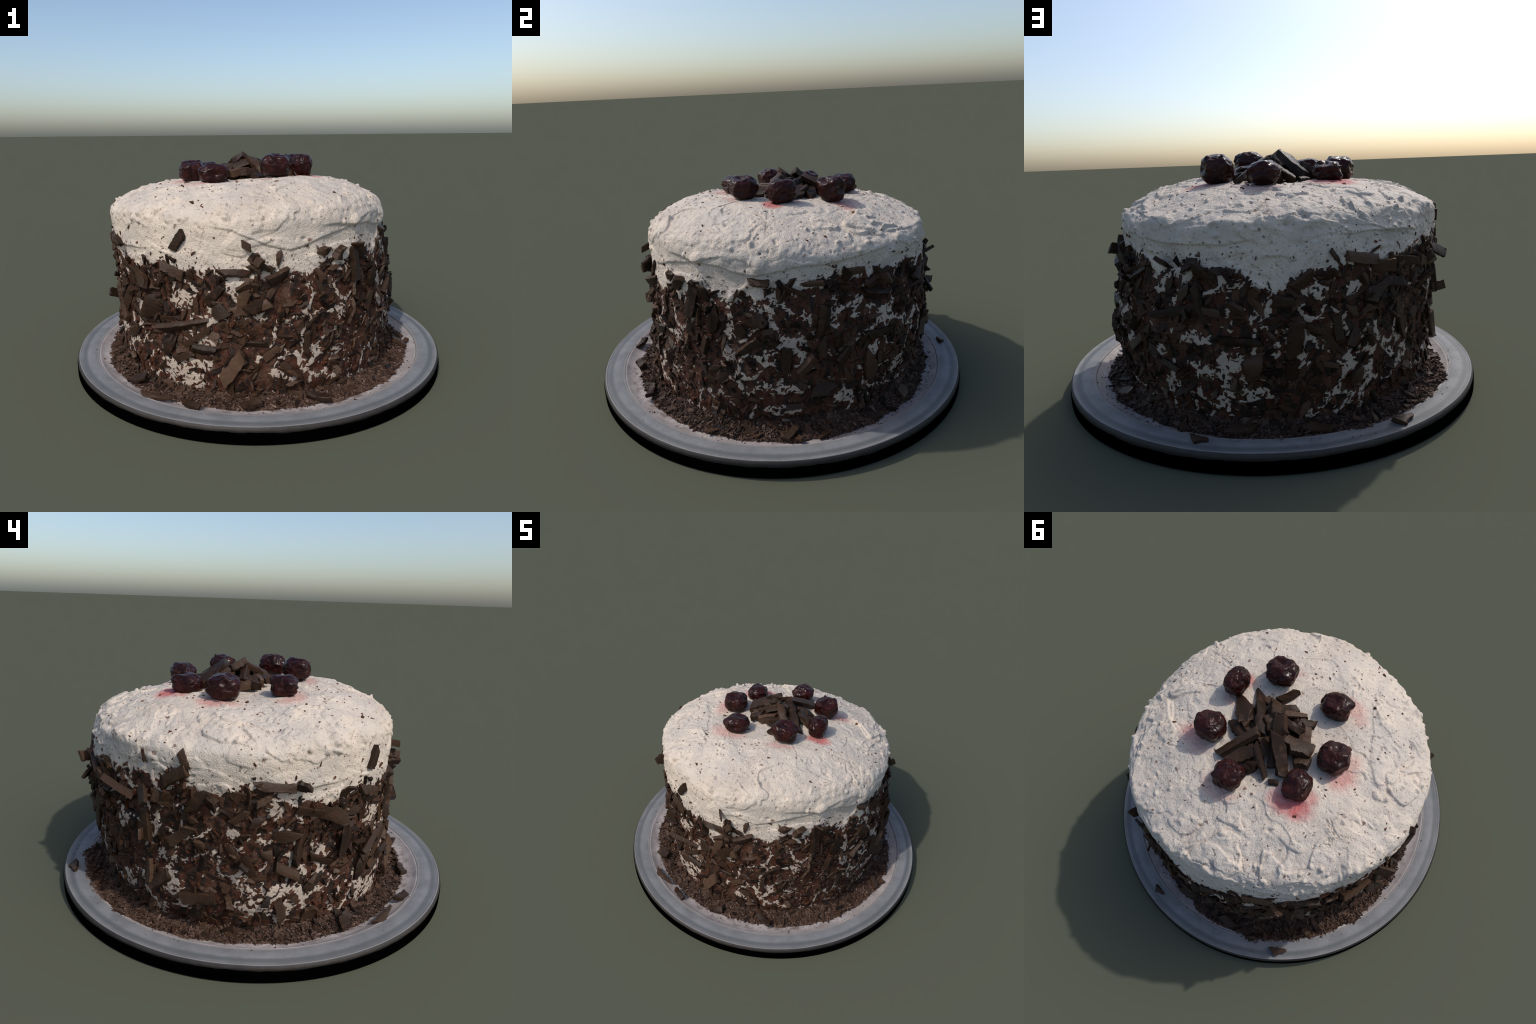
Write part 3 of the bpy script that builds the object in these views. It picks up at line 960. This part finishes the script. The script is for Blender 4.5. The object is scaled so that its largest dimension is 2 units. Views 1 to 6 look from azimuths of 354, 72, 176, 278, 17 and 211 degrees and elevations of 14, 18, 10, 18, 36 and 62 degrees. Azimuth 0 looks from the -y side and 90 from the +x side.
def build_crumb_bed(parent):
    """mound of fallen crumbs between cake and plate"""
    cols, rows = 900, 44
    a = np.linspace(-np.pi, np.pi, cols, endpoint=False)
    out = ring_radius(np.degrees(a)) + .022 * noise(np.stack([np.sin(a), np.cos(a), a * 0], -1), 9, 330) - .008 + .006 * noise(np.stack([np.sin(a), np.cos(a), a * 0], -1), 45, 331)
    t = np.linspace(0, 1, rows)
    inner = .715
    cx, cy = axis_at(.08)
    ix, iy = cx + inner * np.sin(a), cy - inner * np.cos(a)
    ox, oy = out * np.sin(a), -out * np.cos(a)
    X = ix[None] * (1 - t[:, None]) + ox[None] * t[:, None]
    Y = iy[None] * (1 - t[:, None]) + oy[None] * t[:, None]
    zt = np.interp(t, [0, .12, .3, .55, .8, .95, 1], [.094, .074, .062, .055, .050, .046, .034])[:, None]
    low = .62 * np.exp(-((np.degrees(a) + 72) / 55) ** 2)
    zt = zt - np.clip(zt - .044, 0, 1) * low[None, :]
    plate = np.interp(np.hypot(X, Y), [.79, .82, .85, .875, .887, .91], [.036, .039, .046, .058, .069, .0735])
    Zr = zt + 0 * X
    Zr = np.maximum(Zr, plate + .008 * (1 - sstep(.8, 1.0, t))[:, None] - .004 * sstep(.9, 1, t)[:, None])
    P = np.stack([X, Y, Zr], -1).reshape(-1, 3)
    Zr = Zr + (1 - sstep(.85, 1.0, t))[:, None] * (.009 * fbm(P, 16, 3, 341) + .006 * fbm(P, 50, 2, 342)).reshape(X.shape)
    V = np.stack([X, Y, Zr], -1)
    obj_from("crumb_bed", mesh_from("crumb_bed", V.reshape(-1, 3), ring_quads(rows, cols)), parent, crumb_bed_material(), kind="stuff")
    return V


# --------------------------------------------------------------------------
# 8. PUT IT TOGETHER
# --------------------------------------------------------------------------
def build():
    plate = build_plate()
    cake = bpy.data.objects.new("layer_cake", None)
    bpy.context.scene.collection.objects.link(cake)
    cake.location = (0, .05, .06)
    cake["label"] = "tall cream-frosted layer cake with chocolate shards and cherries"
    cake["category"] = "cake"

    me, V, Z, R, a = build_frosting()
    obj_from("frosting", me, cake, frosting_material())
    wall, on_top = make_sampler(V, Z, R, a)

    # cherries
    cm = cherry_material()
    rng = np.random.default_rng(11)
    for k, (c, s, turn, dim, stem) in enumerate(CHERRIES):
        m = cherry_mesh(k, s, dim, stem, rng)
        obj_from("cherry", m, cake, cm, Matrix.Translation(c))

    # shards
    sm = shard_material()
    rng = np.random.default_rng(21)
    kinds = ["bar", "bar", "slab", "wedge", "leaf", "bar", "slab", "leaf"]
    shapes = [shard_mesh("chocolate_shard", kinds[i % 8], rng) for i in range(32)]
    for s in shapes:
        s.materials.append(sm)
        s.set_sharp_from_angle(angle=math.radians(38))
    bars = [shard_mesh("chocolate_chunk", "chunk", rng) for i in range(14)]
    for s in bars:
        s.materials.append(sm)
        s.set_sharp_from_angle(angle=math.radians(38))


    taken = []
    def on_wall(az, z, L, W, slope, T, tip, roll, lift, mesh):
        r = math.radians(az)
        n = (math.sin(r), -math.cos(r), 0)
        t = (math.cos(r), math.sin(r), 0)
        half = L * .3
        du, dz = math.cos(math.radians(slope)) * half, math.sin(math.radians(slope)) * half
        # rest on the mean of the relief under it
        pts = [wall(az + math.degrees(q * du / .74), z + q * dz) for q in (-1, 0, 1)]
        rad = sum((Vector((p.x, p.y, 0)) - Vector((*axis_at(z), 0))).length for p in pts) / 3
        cx, cy = axis_at(z)
        pos = Vector((cx + n[0] * (rad + lift), cy + n[1] * (rad + lift), z))
        M = frame(n, t, slope, tip, roll)
        place_piece("chocolate_shard", mesh, sm, cake, pos, M, L, W, T)
        taken.append((az, z, L))

    for az, z, L, W, slope in LARGE_SHARDS:
        T = min(.032, max(.012, W * rng.uniform(.32, .62)))
        if z > float(coating_top(az)) + .02:
            L, W = L * .8, W * .75
        W = min(W, .045 + .35 * (W - .045)) if W > .045 else W
        on_wall(az, z, L * 1.02, W * 1.05, slope, T, rng.normal(0, 9), rng.normal(0, 20), T * rng.uniform(.15, .5),
                (bars if rng.uniform() < .55 else shapes)[int(rng.integers(14))])
    for az, z, L, W in JUTTING:
        on_wall(az, z, L, W, rng.uniform(-40, 60), W * rng.uniform(.25, .42), -rng.uniform(38, 62), rng.uniform(-30, 30), L * .20,
                (bars if rng.uniform() < .5 else shapes)[int(rng.integers(14))])
    tries = 0
    while len(taken) < 236 and tries < 6000:
        tries += 1
        az = rng.uniform(-180, 180)
        top = float(coating_top(az))
        z = rng.uniform(.10, top + .03)
        if creaminess(np.array([az]), z)[0] > .3:
            continue
        if any(math.hypot(((az - b + 180) % 360 - 180) * .0131, z - c) < .038 + .12 * l for b, c, l in taken):
            continue
        L = rng.uniform(.045, .105)
        W = L * rng.uniform(.16, .42)
        T = min(.022, max(.007, W * rng.uniform(.25, .6)))
        on_wall(az, z, L, W, rng.uniform(-90, 90), T, rng.normal(0, 18), rng.normal(0, 26), T * rng.uniform(.0, .6),
                shapes[int(rng.integers(len(shapes)))])

    # heap on top
    for p, q, w in HEAP:
        p, q = Vector(p), Vector(q)
        ax = q - p
        up = Vector((0, 0, 1))
        M = frame(up - ax.normalized() * ax.normalized().z, ax, 0, 0, rng.uniform(-28, 28))
        place_piece("chocolate_shard", (bars if rng.uniform() < .5 else shapes)[int(rng.integers(14))], sm, cake, (p + q) / 2, M, ax.length * 1.02, w * 1.05, rng.uniform(.030, .042))

    for k in range(26):
        q, rr = rng.uniform(0, 6.28), .135 * math.sqrt(rng.uniform(0, 1))
        x, y = -.035 + 1.05 * rr * math.sin(q), .095 - rr * math.cos(q)
        pos = Vector((x, y, on_top(x, y) + .010 + .034 * rng.uniform(0, 1)))
        M = frame((rng.normal(0, .35), rng.normal(0, .35), 1), (math.cos(q), math.sin(q), 0), rng.uniform(-90, 90))
        l = rng.uniform(.05, .095)
        place_piece("chocolate_shard", shapes[int(rng.integers(len(shapes)))], sm, cake, pos, M, l, l * rng.uniform(.35, .6), rng.uniform(.014, .024))

    # loose pieces on the plate
    for az, r, L, W, turn in [(160, .931, .060, .030, 10), (-152, .945, .080, .042, 5), (-38, .860, .15, .034, 12), (-26, .850, .09, .032, -8),
                              (-8, .80, .085, .04, 20), (14, .79, .09, .04, -35), (74, .80, .09, .036, 50),
                              (-52, .80, .10, .04, 40), (168, .82, .10, .045, 10), (-172, .84, .10, .045, -20), (120, .79, .09, .04, 30)]:
        b = math.radians(az)
        z = .083 if r > .9 else (.068 if r < .83 else .066)
        pos = Vector((r * math.sin(b), -r * math.cos(b), z))
        M = frame((math.sin(b) * .25, -math.cos(b) * .25, 1), (math.cos(b), math.sin(b), 0), turn, rng.uniform(-6, 6), rng.uniform(-10, 10))
        place_piece("chocolate_shard", shapes[int(rng.integers(len(shapes)))], sm, cake, pos, M, L, W, .022)

    # small flakes pressed in the wall
    rng = np.random.default_rng(31)
    n = 8500
    az = rng.uniform(-180, 180, n)
    top = coating_top(az)
    z = rng.uniform(0, 1, n) * (top + .12 - .06) + .06
    P = np.stack([np.sin(np.radians(az)), -np.cos(np.radians(az)), z * 1.4], -1)
    dens = (.50 + .6 * fbm(P, 7, 3, 401)) * (1 - .66 * creaminess(az, z)) * (1 - .45 * bareness(az, z))
    dens *= np.where(z > top, .34 * np.exp(-(z - top).clip(0) / .045), 1.0)
    keep = rng.uniform(0, 1, n) < dens
    az, z = az[keep], z[keep]
    n = len(az)
    pos = np.array([wall(b, c) for b, c in zip(az, z)])
    r = np.radians(az)
    nor = np.stack([np.sin(r), -np.cos(r), np.zeros(n)], -1)
    tan = np.stack([np.cos(r), np.sin(r), np.zeros(n)], -1)
    L = np.exp(rng.normal(math.log(.022), .45, n)).clip(.008, .055)
    size = np.stack([L, L * rng.uniform(.25, .75, n), L * rng.uniform(.15, .38, n)], -1)
    F = frames_np(nor, tan, rng.uniform(0, 2 * np.pi, n), rng.normal(0, .28, n), rng.normal(0, .28, n))
    pos = pos + nor * (size[:, 2] * .18)[:, None]
    fm = flake_material("chocolate_flakes", (.013, .0075, .005), (.066, .0240, .0115), (.095, .056, .038), .80)
    scatter_joined("chocolate_flakes", crumb_templates(rng, 16, .85), pos, F, size, rng, cake, fm)

    # a layer of middling shavings, too many to count
    n = 1650
    az = rng.uniform(-180, 180, n)
    top = coating_top(az)
    z = rng.uniform(0, 1, n) * (top + .02 - .09) + .09
    P = np.stack([np.sin(np.radians(az)), -np.cos(np.radians(az)), z * 1.4], -1)
    dens = (.62 + .7 * fbm(P, 7, 3, 401)) * (1 - .90 * creaminess(az, z))
    keep = rng.uniform(0, 1, n) < dens
    az, z = az[keep], z[keep]
    n = len(az)
    pos = np.array([wall(p, q) for p, q in zip(az, z)])
    r = np.radians(az)
    nor = np.stack([np.sin(r), -np.cos(r), np.zeros(n)], -1)
    tan = np.stack([np.cos(r), np.sin(r), np.zeros(n)], -1)
    L = rng.uniform(.032, .075, n)
    size = np.stack([L, L * rng.uniform(.2, .5, n), L * rng.uniform(.10, .24, n)], -1)
    F = frames_np(nor, tan, rng.uniform(0, 2 * np.pi, n), rng.normal(0, .33, n), rng.normal(0, .45, n))
    pos = pos + nor * (size[:, 2] * rng.uniform(.1, .7, n))[:, None]
    fs = flake_material("chocolate_shavings", (.014, .0085, .0058), (.052, .027, .0155), (.088, .056, .039), .84)
    scatter_joined("chocolate_shavings", [shard_mesh("", kinds[i % 8], rng, True) for i in range(20)], pos, F, size, rng, cake, fs)

    # crumbs strewn on the frosting
    pos, nor, size = [], [], []
    for k in range(620):
        if rng.uniform() < .55:
            q = rng.uniform(0, 2 * np.pi)
            rr = .70 * math.sqrt(rng.uniform(.08, 1))
            x, y = -.043 + rr * math.sin(q), .072 - rr * math.cos(q)
            pos.append((x, y, on_top(x, y)))
            nor.append((.2 * math.sin(q), -.2 * math.cos(q), 1))
        else:
            b = rng.uniform(-180, 180)
            c = float(coating_top(b)) + abs(rng.normal(0, .08)) + .01
            if c > .88:
                continue
            p = wall(b, c)
            pos.append(tuple(p))
            nor.append((math.sin(math.radians(b)), -math.cos(math.radians(b)), .1))
        l = float(np.exp(rng.normal(math.log(.0105), .48)))
        size.append((l, l * rng.uniform(.3, .8), l * rng.uniform(.25, .5)))
    n = len(pos)
    F = frames_np(np.array(nor), np.tile([1.0, .3, .2], (n, 1)), rng.uniform(0, 6.3, n), rng.normal(0, .3, n), rng.normal(0, .3, n))
    fm2 = flake_material("strewn_crumbs", (.07, .035, .022), (.12, .048, .028), (.17, .10, .07), .8)
    scatter_joined("frosting_crumbs", crumb_templates(rng, 10, .8), np.array(pos), F, np.array(size), rng, cake, fm2)

    # crumb border round the foot
    bed = build_crumb_bed(cake)
    rows, cols = bed.shape[:2]
    n = 11000
    i = (rows * rng.uniform(.0, .985, n) ** .8).astype(int)
    j = rng.integers(0, cols, n)
    pos = bed[i, j] + rng.normal(0, .0015, (n, 3))
    b = np.radians(j / cols * 360 - 180)
    lean = np.interp(i / rows, [0, .3, 1], [.9, .35, .15])
    nor = np.stack([np.sin(b) * lean, -np.cos(b) * lean, np.ones(n)], -1)
    rad = np.stack([np.sin(b), -np.cos(b), np.zeros(n)], -1)
    L = np.exp(rng.normal(math.log(.023), .38, n)).clip(.009, .05)
    size = np.stack([L, L * rng.uniform(.14, .42, n), L * rng.uniform(.10, .22, n)], -1)
    F = frames_np(nor, rad, rng.normal(0, 1.0, n), rng.normal(-.12, .30, n), rng.normal(0, .4, n))
    pos[:, 2] += .002
    bm = flake_material("crumb_slivers", (.034, .019, .013), (.085, .050, .036), (.17, .115, .090), .74)
    scatter_joined("crumb_border", crumb_templates(rng, 14, .9), pos, F, size, rng, cake, bm)

    # broader chips lying in the border
    n = 260
    i = (rows * rng.uniform(.0, .9, n) ** 1.2).astype(int)
    j = rng.integers(0, cols, n)
    b = np.radians(j / cols * 360 - 180)
    lean = np.interp(i / rows, [0, .3, 1], [1.3, .6, .2])
    nor = np.stack([np.sin(b) * lean, -np.cos(b) * lean, np.ones(n)], -1)
    tan = np.stack([np.cos(b), np.sin(b), np.zeros(n)], -1)
    L = rng.uniform(.030, .075, n)
    size = np.stack([L, L * rng.uniform(.22, .55, n), L * rng.uniform(.10, .22, n)], -1)
    F = frames_np(nor, tan, rng.uniform(0, 6.3, n), rng.normal(0, .3, n), rng.normal(0, .35, n))
    scatter_joined("border_chips", [shard_mesh("", kinds[q % 8], rng, True) for q in range(12)], bed[i, j] + [0, 0, .005], F, size, rng, cake, fs)

    # crumbs that rolled on to the rim, thickest on the right and back
    n = 260
    az = np.concatenate([rng.normal(125, 40, n * 2 // 3), rng.uniform(-180, 180, n - n * 2 // 3)])
    r = ring_radius((az + 180) % 360 - 180) + np.abs(rng.normal(0, .035, n)) + .008
    ok = r < .972
    az, r = np.radians(az[ok]), r[ok]
    n = len(r)
    zz = np.interp(r, [.79, .82, .85, .875, .887, .91, .98], [.036, .039, .046, .058, .069, .0735, .0745]) + .001
    pos = np.stack([r * np.sin(az), -r * np.cos(az), zz], -1)
    l = np.exp(rng.normal(math.log(.0075), .5, n)).clip(.003, .022)
    size = np.stack([l, l * rng.uniform(.3, .8, n), l * .3], -1)
    F = frames_np(np.tile([0, 0, 1.0], (n, 1)), np.tile([1.0, 0, 0], (n, 1)), rng.uniform(0, 6.3, n), rng.normal(0, .1, n), rng.normal(0, .1, n))
    scatter_joined("rim_crumbs", crumb_templates(rng, 8, .8), pos, F, size, rng, cake, bm)


build()
